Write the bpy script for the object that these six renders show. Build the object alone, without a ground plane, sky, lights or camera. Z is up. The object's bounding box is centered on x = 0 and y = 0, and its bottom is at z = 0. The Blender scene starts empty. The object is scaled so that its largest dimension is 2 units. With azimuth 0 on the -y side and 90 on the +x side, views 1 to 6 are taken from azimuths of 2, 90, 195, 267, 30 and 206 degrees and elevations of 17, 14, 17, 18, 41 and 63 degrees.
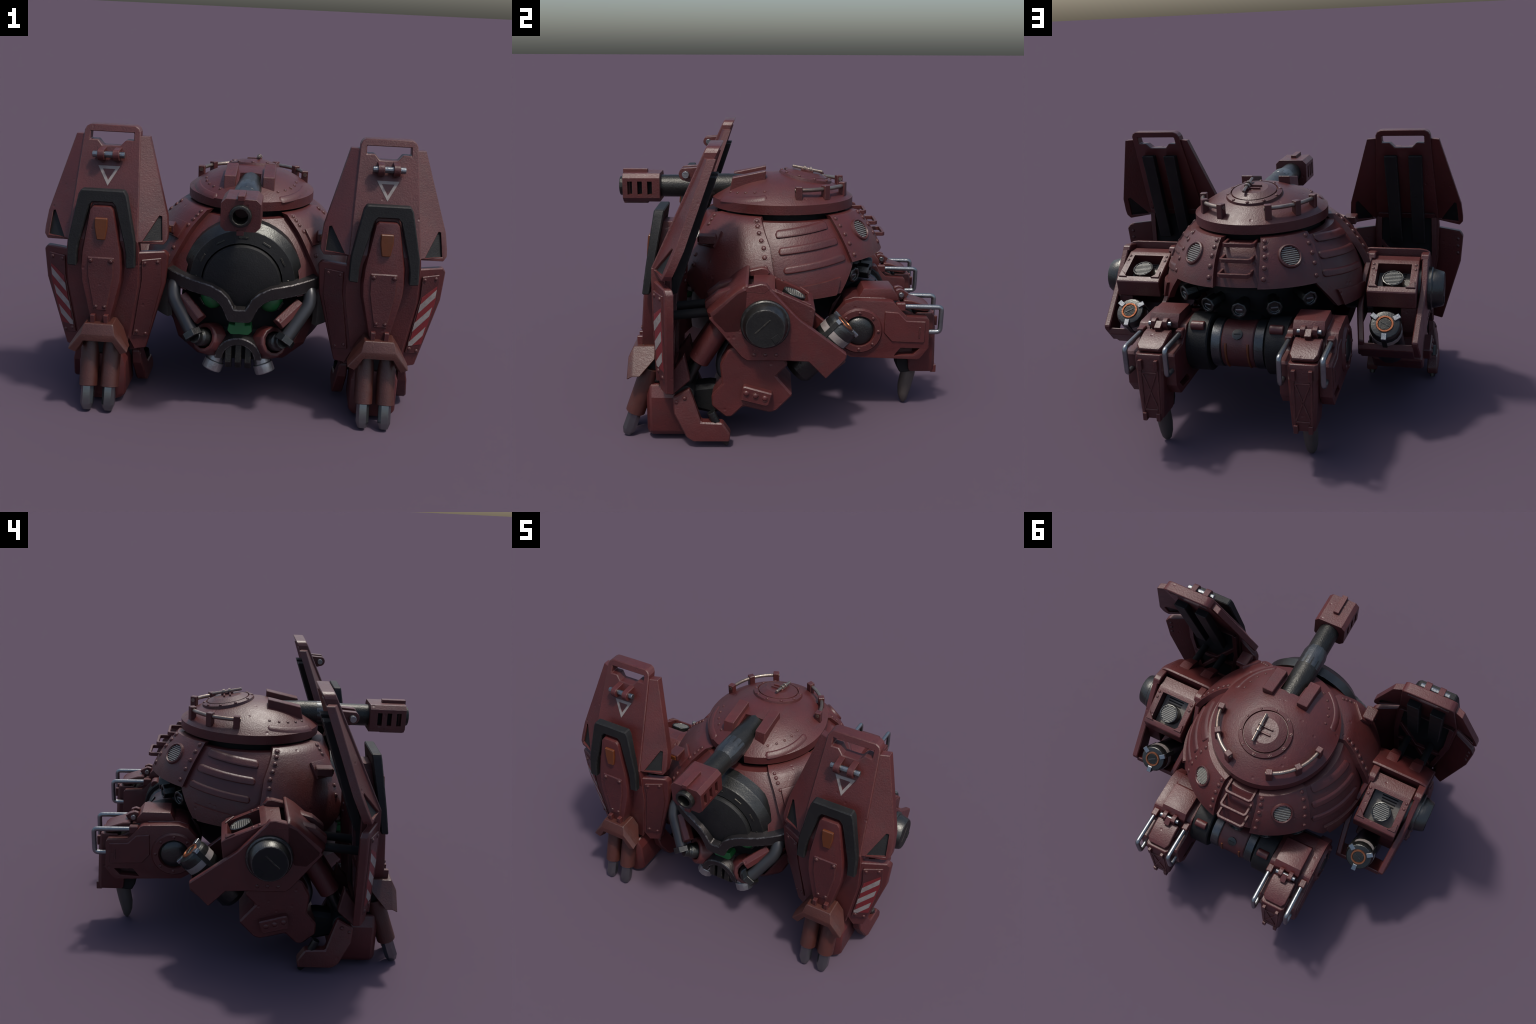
# Squat red four-legged walking tank: ball body, dome turret, two tall front shields.
import bpy, bmesh, math, random
from math import sin, cos, pi, sqrt, radians, atan2
from mathutils import Vector, Matrix
from mathutils.geometry import tessellate_polygon

random.seed(7)
V = Vector
SC = bpy.context.scene.collection

# ------------------------------------------------------------------ materials
def new_mat(name):
    m = bpy.data.materials.new(name)
    m.use_nodes = True
    nt = m.node_tree
    b = nt.nodes["Principled BSDF"]
    return m, nt, b

def node(nt, kind, **kw):
    n = nt.nodes.new(kind)
    for k, v in kw.items():
        setattr(n, k, v)
    return n

def noise(nt, vec, scale, detail=4, rough=0.6):
    n = node(nt, "ShaderNodeTexNoise")
    n.inputs["Scale"].default_value = scale
    n.inputs["Detail"].default_value = detail
    n.inputs["Roughness"].default_value = rough
    nt.links.new(vec, n.inputs["Vector"])
    return n.outputs["Fac"]

def ramp(nt, fac, stops):
    r = node(nt, "ShaderNodeValToRGB")
    e = r.color_ramp.elements
    e[0].position, e[0].color = stops[0][0], (*stops[0][1], 1)
    e[1].position, e[1].color = stops[-1][0], (*stops[-1][1], 1)
    for p, c in stops[1:-1]:
        x = e.new(p)
        x.color = (*c, 1)
    nt.links.new(fac, r.inputs["Fac"])
    return r.outputs["Color"]

def maths(nt, op, a, b=None, clamp=False):
    n = node(nt, "ShaderNodeMath", operation=op)
    n.use_clamp = clamp
    for i, x in enumerate((a, b)):
        if x is None:
            continue
        if isinstance(x, (int, float)):
            n.inputs[i].default_value = x
        else:
            nt.links.new(x, n.inputs[i])
    return n.outputs[0]

def mix(nt, fac, a, b):
    n = node(nt, "ShaderNodeMix", data_type='RGBA')
    if isinstance(fac, (int, float)):
        n.inputs[0].default_value = fac
    else:
        nt.links.new(fac, n.inputs[0])
    for i, x in ((6, a), (7, b)):
        if isinstance(x, tuple):
            n.inputs[i].default_value = (*x, 1)
        else:
            nt.links.new(x, n.inputs[i])
    return n.outputs[2]

def worn_paint(name, dark, light, rough=0.44, metal=0.0, wear=(0.15, 0.075, 0.055), wear_amt=0.55,
               bump=0.25, dents=0.0, grime=(0.05, 0.03, 0.028), grime_amt=0.35, rvar=0.14, spec=0.55):
    """Painted metal: mottled colour, scuffs, chipped edges, orange-peel grain and pits."""
    m, nt, b = new_mat(name)
    tc = node(nt, "ShaderNodeTexCoord")
    info = node(nt, "ShaderNodeObjectInfo")
    off = node(nt, "ShaderNodeVectorMath", operation='ADD')
    nt.links.new(tc.outputs["Object"], off.inputs[0])
    nt.links.new(info.outputs["Random"], off.inputs[1])
    vec = off.outputs[0]
    big = noise(nt, vec, 3.5, 5)
    col = ramp(nt, big, [(0.3, dark), (0.7, light)])
    # blotches of grime
    g = ramp(nt, noise(nt, vec, 11, 6, 0.7), [(0.52, (0, 0, 0)), (0.75, (1, 1, 1))])
    col = mix(nt, maths(nt, 'MULTIPLY', g, grime_amt), col, grime)
    # worn edges
    bev = node(nt, "ShaderNodeBevel", samples=4)
    bev.inputs["Radius"].default_value = 0.006
    geo = node(nt, "ShaderNodeNewGeometry")
    dot = node(nt, "ShaderNodeVectorMath", operation='DOT_PRODUCT')
    nt.links.new(bev.outputs[0], dot.inputs[0])
    nt.links.new(geo.outputs["Normal"], dot.inputs[1])
    edge = maths(nt, 'MULTIPLY', maths(nt, 'SUBTRACT', 1.0, dot.outputs["Value"]), 12, True)
    chips = ramp(nt, noise(nt, vec, 55, 5, 0.75), [(0.47, (0, 0, 0)), (0.60, (1, 1, 1))])
    fac = maths(nt, 'MULTIPLY', maths(nt, 'MULTIPLY', edge, chips), wear_amt)
    col = mix(nt, fac, col, wear)
    # sparse pale scuffs
    sc = ramp(nt, noise(nt, vec, 26, 8, 0.8), [(0.67, (0, 0, 0)), (0.74, (1, 1, 1))])
    col = mix(nt, maths(nt, 'MULTIPLY', sc, 0.22 * wear_amt), col, wear)
    nt.links.new(col, b.inputs["Base Color"])
    r = maths(nt, 'ADD', maths(nt, 'MULTIPLY', noise(nt, vec, 18, 6, 0.7), rvar * 2), rough - rvar)
    nt.links.new(r, b.inputs["Roughness"])
    b.inputs["Metallic"].default_value = metal
    b.inputs["Specular IOR Level"].default_value = spec
    h = maths(nt, 'ADD', maths(nt, 'MULTIPLY', noise(nt, vec, 120, 3, 0.65), 0.8), maths(nt, 'MULTIPLY', noise(nt, vec, 30, 3, 0.5), 0.45))
    if dents:
        vo = node(nt, "ShaderNodeTexVoronoi")
        vo.inputs["Scale"].default_value = 16
        nt.links.new(vec, vo.inputs["Vector"])
        pit = ramp(nt, vo.outputs["Distance"], [(0.02, (0, 0, 0)), (0.16, (1, 1, 1))])
        where = ramp(nt, noise(nt, vec, 4, 2), [(0.53, (1, 1, 1)), (0.58, (0, 0, 0))])
        h = maths(nt, 'ADD', h, maths(nt, 'MULTIPLY', maths(nt, 'MAXIMUM', pit, where), dents))
    bm = node(nt, "ShaderNodeBump")
    bm.inputs["Strength"].default_value = bump
    bm.inputs["Distance"].default_value = 0.006
    nt.links.new(h, bm.inputs["Height"])
    nt.links.new(bm.outputs[0], b.inputs["Normal"])
    return m

RED_D, RED_L = (0.055, 0.0110, 0.0108), (0.086, 0.0160, 0.0150)
red = worn_paint("red_paint", RED_D, RED_L, dents=2.0)
red_deep = worn_paint("deep_red_paint", (0.045, 0.0095, 0.0098), (0.066, 0.0125, 0.0125), dents=1.3, bump=0.30)
red_orange = worn_paint("rusty_red_paint", (0.046, 0.0125, 0.0090), (0.066, 0.0175, 0.0125), grime_amt=0.6)
black = worn_paint("black_paint", (0.006, 0.006, 0.0062), (0.0115, 0.0115, 0.0115), rough=0.58, wear=(0.07, 0.07, 0.063), wear_amt=0.5, grime=(0.018, 0.018, 0.017), dents=0.7, spec=0.3)
matt_black = worn_paint("matt_black", (0.004, 0.004, 0.0045), (0.009, 0.009, 0.009), rough=0.7, wear_amt=0.0, grime=(0.012, 0.012, 0.012), spec=0.3)
dark_metal = worn_paint("dark_metal", (0.045, 0.047, 0.045), (0.085, 0.085, 0.08), rough=0.36, metal=0.9, wear=(0.3, 0.3, 0.28), grime=(0.02, 0.02, 0.02))
gun_metal = worn_paint("gun_metal", (0.022, 0.022, 0.020), (0.048, 0.047, 0.042), rough=0.38, metal=0.7, wear=(0.25, 0.22, 0.16), grime=(0.015, 0.015, 0.015), bump=0.35)
brow_metal = worn_paint("worn_brow_metal", (0.034, 0.030, 0.030), (0.062, 0.055, 0.054), rough=0.40, metal=0.75, wear=(0.35, 0.34, 0.33), wear_amt=1.0, grime=(0.02, 0.02, 0.02))
claw_metal = worn_paint("claw_steel", (0.15, 0.158, 0.165), (0.22, 0.225, 0.23), rough=0.22, metal=0.9, wear=(0.4, 0.4, 0.4), grime=(0.10, 0.10, 0.10), rvar=0.05, bump=0.04)  # base colour lightened and tinted bluish for the sky reflection on the front facets
axle_metal = worn_paint("axle_steel", (0.06, 0.065, 0.067), (0.14, 0.145, 0.145), rough=0.36, metal=0.9, wear=(0.3, 0.3, 0.3), grime=(0.03, 0.03, 0.03), grime_amt=0.7)
pale_metal = worn_paint("pale_metal", (0.30, 0.30, 0.29), (0.46, 0.45, 0.44), rough=0.38, metal=0.8, wear=(0.5, 0.5, 0.5), grime=(0.12, 0.12, 0.12))
bright_metal = worn_paint("bright_metal", (0.19, 0.21, 0.22), (0.32, 0.33, 0.33), rough=0.32, metal=0.95, wear=(0.5, 0.5, 0.5), grime=(0.08, 0.09, 0.10))
worn_rail = worn_paint("worn_steel_rail", (0.14, 0.10, 0.08), (0.34, 0.29, 0.25), rough=0.38, metal=0.8, wear=(0.45, 0.38, 0.3), grime=(0.10, 0.045, 0.03), grime_amt=0.8)
white = worn_paint("white_paint", (0.20, 0.175, 0.165), (0.29, 0.255, 0.24), wear=(0.16, 0.11, 0.10), grime=(0.12, 0.09, 0.085), grime_amt=0.85, rough=0.6)
bright_red = worn_paint("warning_red_paint", (0.13, 0.010, 0.012), (0.17, 0.012, 0.015), grime=(0.07, 0.015, 0.015), rough=0.5)
grey = worn_paint("grey_paint", (0.085, 0.08, 0.07), (0.14, 0.13, 0.115), rough=0.45, metal=0.3, wear=(0.3, 0.28, 0.25))
slat_paint = worn_paint("slat_paint", (0.13, 0.13, 0.115), (0.21, 0.205, 0.18), rough=0.5, metal=0.2, wear=(0.3, 0.3, 0.28), grime=(0.06, 0.06, 0.05))
green = worn_paint("green_lens", (0.012, 0.105, 0.028), (0.018, 0.14, 0.04), rough=0.45, wear_amt=0.0, grime_amt=0.0, bump=0.03)
amber = worn_paint("amber_lens", (0.095, 0.024, 0.004), (0.125, 0.032, 0.006), rough=0.4, wear_amt=0.2, grime=(0.05, 0.018, 0.008), bump=0.1)
copper = worn_paint("copper_ring", (0.24, 0.075, 0.033), (0.36, 0.125, 0.055), rough=0.35, metal=0.8, wear=(0.6, 0.3, 0.15), grime=(0.2, 0.06, 0.03))
rubber = worn_paint("smooth_hose", (0.030, 0.031, 0.034), (0.042, 0.043, 0.046), rough=0.38, wear_amt=0.0, bump=0.03, grime_amt=0.1, metal=0.3, rvar=0.06)
bone = worn_paint("horn_brown", (0.045, 0.037, 0.033), (0.07, 0.058, 0.052), rough=0.5, wear_amt=0.4)

# ------------------------------------------------------------------ geometry helpers
def finish(bm, name, mat, parent=None, bevel=0.0, seg=1, angle=21, smooth=True):
    bmesh.ops.remove_doubles(bm, verts=bm.verts, dist=1e-5)
    bmesh.ops.dissolve_degenerate(bm, dist=1e-6, edges=bm.edges)
    bmesh.ops.recalc_face_normals(bm, faces=bm.faces)
    if bevel > 0:
        bmesh.ops.dissolve_limit(bm, angle_limit=radians(1.0), verts=bm.verts, edges=bm.edges)
        es = [e for e in bm.edges if len(e.link_faces) == 2 and e.calc_face_angle(0) > radians(24)]
        bmesh.ops.bevel(bm, geom=es, offset=bevel, segments=seg, profile=0.6, affect='EDGES', clamp_overlap=True)
        bmesh.ops.recalc_face_normals(bm, faces=bm.faces)
    for f in bm.faces:
        f.smooth = smooth
    for e in bm.edges:
        e.smooth = not (len(e.link_faces) == 2 and e.calc_face_angle(0) > radians(angle))
    me = bpy.data.meshes.new(name)
    bm.to_mesh(me)
    bm.free()
    me.materials.append(mat)
    ob = bpy.data.objects.new(name, me)
    SC.objects.link(ob)
    if parent:
        ob.parent = parent
    return ob

def add_loft(bm, secs, caps=True):
    """Loft closed rings of equal length."""
    rings = [[bm.verts.new(p) for p in s] for s in secs]
    n = len(rings[0])
    for a, b in zip(rings, rings[1:]):
        for i in range(n):
            bm.faces.new((a[i], a[(i + 1) % n], b[(i + 1) % n], b[i]))
    if caps:
        bm.faces.new(rings[0][::-1])
        bm.faces.new(rings[-1])

def loft(name, secs, mat, parent, bevel=0.0, seg=1, angle=21):
    bm = bmesh.new()
    add_loft(bm, secs)
    return finish(bm, name, mat, parent, bevel, seg, angle)

def add_slab(bm, loops, f, g):
    loops = [[V((p[0], p[1], 0)) for p in lp] for lp in loops]
    tris = tessellate_polygon(loops)
    flat = [p for lp in loops for p in lp]
    fv = [bm.verts.new(f(p.x, p.y)) for p in flat]
    bv = [bm.verts.new(g(p.x, p.y)) for p in flat]
    for t in tris:
        bm.faces.new([fv[i] for i in t])
        bm.faces.new([bv[i] for i in reversed(t)])
    s = 0
    for lp in loops:
        n = len(lp)
        for i in range(n):
            a, b = s + i, s + (i + 1) % n
            bm.faces.new((fv[a], fv[b], bv[b], bv[a]))
        s += n

def slab(name, loops, f, g, mat, parent, bevel=0.0, seg=1, angle=21):
    """Flat or bent plate: 2D outline (and holes) mapped to a front and a back surface."""
    if not isinstance(loops[0][0], (tuple, list)):
        loops = [loops]
    bm = bmesh.new()
    add_slab(bm, loops, f, g)
    return finish(bm, name, mat, parent, bevel, seg, angle)

def xslab(name, poly, x0, x1, mat, parent, bevel=0.004, seg=1):
    """Plate whose outline lies in (y, z) and that spans x0..x1."""
    return slab(name, poly, lambda y, z: (x0, y, z), lambda y, z: (x1, y, z), mat, parent, bevel, seg)

def frame_of(n, up=(0, 0, 1)):
    n = V(n).normalized()
    u = V(up)
    if abs(n.dot(u.normalized())) > 0.98:
        u = V((0, 1, 0))
    a = u.cross(n).normalized()
    b = n.cross(a)
    return a, b, n

def basis(n, up=(0, 0, 1)):
    a, b, n = frame_of(n, up)
    return Matrix((a, b, n)).transposed()

def add_box(bm, c, size, R=None):
    R = R or Matrix.Identity(3)
    hx, hy, hz = [s / 2 for s in size]
    vs = [bm.verts.new(V(c) + R @ V((sx * hx, sy * hy, sz * hz))) for sz in (-1, 1) for sy in (-1, 1) for sx in (-1, 1)]
    for q in ((0, 2, 3, 1), (4, 5, 7, 6), (0, 1, 5, 4), (2, 6, 7, 3), (0, 4, 6, 2), (1, 3, 7, 5)):
        bm.faces.new([vs[i] for i in q])

def box(name, c, size, mat, parent, R=None, bevel=0.003, seg=1):
    bm = bmesh.new()
    add_box(bm, c, size, R)
    return finish(bm, name, mat, parent, bevel, seg)

def add_lathe(bm, prof, o, axis, seg=32, up=(0, 0, 1), closed=False):
    """Profile of (radius, height along axis) turned about the axis."""
    a, b, n = frame_of(axis, up)
    o = V(o)
    rings = []
    for r, h in prof:
        if r < 1e-6:
            rings.append([bm.verts.new(o + n * h)])
        else:
            rings.append([bm.verts.new(o + n * h + a * (r * cos(2 * pi * i / seg)) + b * (r * sin(2 * pi * i / seg))) for i in range(seg)])
    pairs = list(zip(rings, rings[1:]))
    if closed:
        pairs.append((rings[-1], rings[0]))
    for p, q in pairs:
        for i in range(seg):
            j = (i + 1) % seg
            if len(p) == 1 and len(q) == 1:
                continue
            if len(p) == 1:
                bm.faces.new((p[0], q[i], q[j]))
            elif len(q) == 1:
                bm.faces.new((p[i], p[j], q[0]))
            else:
                bm.faces.new((p[i], p[j], q[j], q[i]))

def lathe(name, prof, o, axis, mat, parent, seg=32, bevel=0.0, up=(0, 0, 1), closed=False, angle=21):
    bm = bmesh.new()
    add_lathe(bm, prof, o, axis, seg, up, closed)
    return finish(bm, name, mat, parent, bevel, angle=angle)

def cyl(name, p0, p1, r0, mat, parent, r1=None, seg=24, bevel=0.003):
    p0, p1 = V(p0), V(p1)
    L = (p1 - p0).length
    r1 = r0 if r1 is None else r1
    return lathe(name, [(0, 0), (r0, 0), (r1, L), (0, L)], p0, p1 - p0, mat, parent, seg, bevel)

def fillet(pts, r, n=5):
    pts = [V(p) for p in pts]
    out = [pts[0]]
    for a, b, c in zip(pts, pts[1:], pts[2:]):
        d0 = (a - b).normalized()
        d1 = (c - b).normalized()
        rr = min(r, (a - b).length * 0.45, (c - b).length * 0.45)
        s, e = b + d0 * rr, b + d1 * rr
        for i in range(n + 1):
            t = i / n
            out.append(s * (1 - t) ** 2 + b * 2 * t * (1 - t) + e * t ** 2)
    out.append(pts[-1])
    return out

def tube(name, pts, r, mat, parent, seg=12, angle=50):
    pts = [V(p) for p in pts]
    bm = bmesh.new()
    t0 = (pts[1] - pts[0]).normalized()
    a, b, _ = frame_of(t0)
    secs = []
    for i, p in enumerate(pts):
        t = (pts[min(i + 1, len(pts) - 1)] - pts[max(i - 1, 0)]).normalized()
        a = (a - t * a.dot(t)).normalized()
        b = t.cross(a)
        rr = r(i / (len(pts) - 1)) if callable(r) else r
        secs.append([p + a * (rr * cos(2 * pi * k / seg)) + b * (rr * sin(2 * pi * k / seg)) for k in range(seg)])
    add_loft(bm, secs)
    return finish(bm, name, mat, parent, 0, angle=angle)

def cut(ob, cutters):
    """Boolean difference, applied."""
    for c in cutters:
        md = ob.modifiers.new("cut", 'BOOLEAN')
        md.operation = 'DIFFERENCE'
        md.solver = 'EXACT'
        md.object = c
    dg = bpy.context.evaluated_depsgraph_get()
    dg.update()
    me = bpy.data.meshes.new_from_object(ob.evaluated_get(dg))
    ob.modifiers.clear()
    old = ob.data
    mats = list(old.materials)
    ob.data = me
    me.name = old.name
    me.materials.clear()
    me.materials.append(mats[0])
    for c in cutters:
        bpy.data.objects.remove(c)
    bm = bmesh.new()
    bm.from_mesh(me)
    for f in bm.faces:
        f.smooth = True
        f.material_index = 0
    for e in bm.edges:
        e.smooth = not (len(e.link_faces) == 2 and e.calc_face_angle(0) > radians(22))
    bm.to_mesh(me)
    bm.free()

def hidden_box(c, size, R=None):
    return box("cutter", c, size, black, None, R, bevel=0)

# rivets share one mesh
_riv = {}
def rivet(p, n, r=0.011, mat=None, parent=None, name="rivet"):
    mat = mat or red
    key = (round(r, 4), mat.name)
    if key not in _riv:
        bm = bmesh.new()
        add_lathe(bm, [(1.35 * r, -0.25 * r), (1.3 * r, 0.12 * r), (1.0 * r, 0.1 * r), (0.94 * r, 0.30 * r), (0.64 * r, 0.52 * r), (0, 0.60 * r)], (0, 0, 0), (0, 0, 1), 12)
        t = finish(bm, name, mat, None, angle=60)
        _riv[key] = t.data
        bpy.data.objects.remove(t)
    ob = bpy.data.objects.new(name, _riv[key])
    SC.objects.link(ob)
    ob.matrix_world = Matrix.Translation(V(p)) @ basis(n).to_4x4()
    ob.parent = parent
    return ob

def slats(name, c, n, r, mat, parent, count=8, up=(0, 0, 1), depth=0.006):
    """Round grille: horizontal bars clipped to a circle."""
    a, b, nn = frame_of(n, up)
    R = Matrix((a, b, nn)).transposed()
    bm = bmesh.new()
    st = 2 * r / count
    for i in range(count):
        y = -r + st * (i + 0.5)
        w = 2 * sqrt(max(r * r - y * y, 1e-6)) * 0.98
        add_box(bm, V(c) + b * y, (w, st * 0.55, depth), R)
    ob = finish(bm, name, mat, parent, 0.0008)
    return ob

def copy_tree(ob, parent):
    """Mirrored twin across x = 0; mesh data shared."""
    t = ob.copy()
    SC.objects.link(t)
    t.parent = parent
    for c in [c for c in ALL() if c.parent == ob]:
        copy_tree(c, t)
    return t

def ALL():
    return list(bpy.data.objects)

def mirror(part):
    t = copy_tree(part, part.parent)
    t.scale = (-1, 1, 1)
    return t

# ------------------------------------------------------------------ root
root = bpy.data.objects.new("walking_tank", None)
SC.objects.link(root)
root["label"] = "squat red armoured walking tank with two tall front shields"
root["category"] = "walking tank"

# ------------------------------------------------------------------ body: armoured ball
# three overlapping spheres: front armour, ribbed sides, rear visor (centre y, centre z, radius)
FRONT, SIDE, REAR = (-0.032, 0.491, 0.603), (0.027, 0.572, 0.529), (0.1056, 0.616, 0.486)
CY = 0.02
def ball(az, z, S, dr=0.0):
    """Point on sphere S (grown by dr) at azimuth az (degrees, 0 = +x, 90 = rear) and height z."""
    a = radians(az)
    rho = sqrt(max((S[2] + dr) ** 2 - (z - S[1]) ** 2, 1e-6))
    return V((rho * cos(a), S[0] + rho * sin(a), z))

def ball_n(az, z, S):
    return (ball(az, z, S) - V((0, S[0], S[1]))).normalized()

def lerp_t(table):
    def f(x):
        t = sorted(table)
        if x <= t[0][0]:
            return t[0][1]
        for (a, u), (b, v) in zip(t, t[1:]):
            if x <= b:
                return u + (v - u) * (x - a) / (b - a)
        return t[-1][1]
    return f

def patch(name, a0, a1, z0, z1, S, dr, th, mat, parent, na=20, nz=14, bevel=0.004):
    """Curved armour panel; a0/a1 are azimuth edges as functions of z, z0/z1 heights as functions of the 0..1 position."""
    bm = bmesh.new()
    G = []
    for RR in (dr, dr - th):
        g = []
        for i in range(na + 1):
            row = []
            s = i / na
            for j in range(nz + 1):
                z = z0(s) + (z1(s) - z0(s)) * j / nz
                az = a0(z) + (a1(z) - a0(z)) * s
                row.append(bm.verts.new(ball(az, z, S, RR)))
            g.append(row)
        G.append(g)
    o, n = G
    for i in range(na):
        for j in range(nz):
            bm.faces.new((o[i][j], o[i + 1][j], o[i + 1][j + 1], o[i][j + 1]))
            bm.faces.new((n[i][j], n[i][j + 1], n[i + 1][j + 1], n[i + 1][j]))
    for j in range(nz):
        bm.faces.new((o[0][j], o[0][j + 1], n[0][j + 1], n[0][j]))
        bm.faces.new((o[na][j], n[na][j], n[na][j + 1], o[na][j + 1]))
    for i in range(na):
        bm.faces.new((o[i][0], n[i][0], n[i + 1][0], o[i + 1][0]))
        bm.faces.new((o[i][nz], o[i + 1][nz], n[i + 1][nz], n[i][nz]))
    return finish(bm, name, mat, parent, 0, angle=40)

# inner ball (dark) and neck
body = lathe("body_core", [(0, 0.29), (0.20, 0.29), (0.29, 0.38), (0.355, 0.50), (0.395, 0.62), (0.40, 0.72), (0.32, 0.80), (0, 0.81)], (0, CY, 0), (0, 0, 1), matt_black, root, 48, angle=50)
for v in body.data.vertices:
    v.co.x *= 0.80
lathe("turret_ring", [(0, 0.80), (0.30, 0.80), (0.30, 0.992), (0, 0.992)], (0, 0.03, 0), (0, 0, 1), matt_black, body, 48)

fe = lerp_t([(0.50, -44), (0.70, -48), (0.79, -50.5), (0.90, -52.5), (0.99, -56)])    # front edge of side-front panel
re_ = lerp_t([(0.50, 4), (0.73, 1.5), (0.853, -0.5), (0.985, -8.5)])                  # its rear edge
ve = lerp_t([(0.757, 35.5), (0.99, 28.5)])                                            # visor outer edge
vi = lerp_t([(0.76, 76.5), (0.99, 72.3)])                                             # visor inner edge
const = lambda v: (lambda s: v)

for sx in (1, -1):
    fl = (lambda f: f) if sx == 1 else (lambda f: (lambda z: 180 - f(z)))
    A = lambda a: a if sx == 1 else 180 - a
    # riveted front-side panel
    patch("armor_panel", fl(fe), fl(re_), lambda s: 0.665 - 0.13 * min(1, s * 2.5), const(0.974), FRONT, 0.0, 0.032, red, body)
    # ribbed side panel: base layer
    patch("ribbed_panel", fl(lambda z: -22), fl(lambda z: 47), lambda s: 0.607 + max(0, s - 0.45) * 0.02 + max(0, s - 0.80) * 0.75, const(0.952), SIDE, 0.0, 0.03, red, body)
    # thick lower lip of the side panel
    patch("panel_lip", fl(lambda z: 4.0), fl(lambda z: 29.0 + (z - 0.6) * 40), lambda s: 0.600 + 0.012 * s, lambda s: 0.660 + 0.035 * s, SIDE, 0.014, 0.03, red, body, 14, 4)
    # raised ribs
    for k, (zf, zr, af, ar) in enumerate([(0.903, 0.936, -5.5, 35.0), (0.828, 0.863, -3.0, 38.0), (0.742, 0.784, 0.0, 40.0)]):
        bm = bmesh.new()
        W, NA, NC = 0.0185, 40, 10
        rows = []
        for i in range(NA + 1):
            s = i / NA
            d = min(s, 1 - s) * 0.29
            w = W * sqrt(max(1 - (max(0, W - d) / W) ** 2, 0.0)) if d < W else W
            row = []
            for j in range(NC + 1):
                t = -1 + 2 * j / NC
                z = zf + (zr - zf) * s + t * w
                hgt = 0.010 * (1 - abs(t) ** 8) * min(1, d / (W * 0.3) + 0.05) - 0.002
                az = af + (ar - af) * s
                row.append(bm.verts.new(ball(A(az), z, SIDE, hgt)))
            rows.append(row)
        for i in range(NA):
            for j in range(NC):
                bm.faces.new((rows[i][j], rows[i + 1][j], rows[i + 1][j + 1], rows[i][j + 1]))
        ob = finish(bm, "raised_rib", red, body, angle=70)
    # rear visor panel with porthole
    patch("rear_panel", fl(ve), fl(vi), lambda s: 0.757 + 0.010 * s, const(0.973), REAR, 0.0, 0.03, red, body)
    pc = ball(A(53.1), 0.894, REAR)
    pn = ball_n(A(53.1), 0.894, REAR)
    lathe("porthole_rim", [(0.046, -0.010), (0.047, 0.004), (0.052, 0.009), (0.058, 0.006), (0.063, -0.010)], pc, pn, red, body, 36, closed=True)
    lathe("porthole_backing", [(0, -0.002), (0.050, -0.002), (0.052, -0.012), (0, -0.012)], pc, pn, dark_metal, body, 28)
    slats("porthole_grille", pc + pn * 0.001, pn, 0.046, slat_paint, body, 9)
    # rivet rows
    for z in (0.962, 0.941, 0.913, 0.882, 0.850, 0.810, 0.765):
        a = re_(z) - 3.6
        rivet(ball(A(a), z, FRONT), ball_n(A(a), z, FRONT), 0.0122, red, body)
    for z in (0.965, 0.948, 0.928, 0.900, 0.79, 0.745):
        a = fe(z) + 4.4
        rivet(ball(A(a), z, FRONT), ball_n(A(a), z, FRONT), 0.0108, red, body)
    for z in (0.962, 0.935, 0.900, 0.856, 0.808):
        a = vi(z) - 3.2
        rivet(ball(A(a), z, REAR), ball_n(A(a), z, REAR), 0.0122, red, body)
    for z in (0.960, 0.928, 0.888, 0.844, 0.79):
        a = ve(z) + 4.0
        rivet(ball(A(a), z, REAR), ball_n(A(a), z, REAR), 0.0108, red, body)
    # side bracket with amber light
    bc, bn = ball(A(-40.5), 0.872, FRONT), ball_n(A(-40.5), 0.872, FRONT)
    box("bracket_base", bc - bn * 0.004, (0.115, 0.095, 0.03), red, body, basis(bn), 0.006, 2)
    box("side_bracket", V((sx * 0.398, -0.345, 0.878)), (0.066, 0.085, 0.042), red_deep, body, None, 0.004)
    box("amber_light", V((sx * 0.398, -0.388, 0.878)), (0.04, 0.010, 0.026), amber, body, None, 0.002)
    # lower cheek shell and pale side plate
    patch("cheek_shell", fl(lambda z: -62.0), fl(lambda z: -22.0), const(0.22), const(0.47), (0.0, 0.56, 0.50), 0.0, 0.03, red_deep, body, 16, 10)
    patch("grey_side_plate", fl(lambda z: -46.0), fl(lambda z: -8.0), const(0.42), const(0.66), FRONT, -0.045, 0.03, grey, body, 12, 8)

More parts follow.
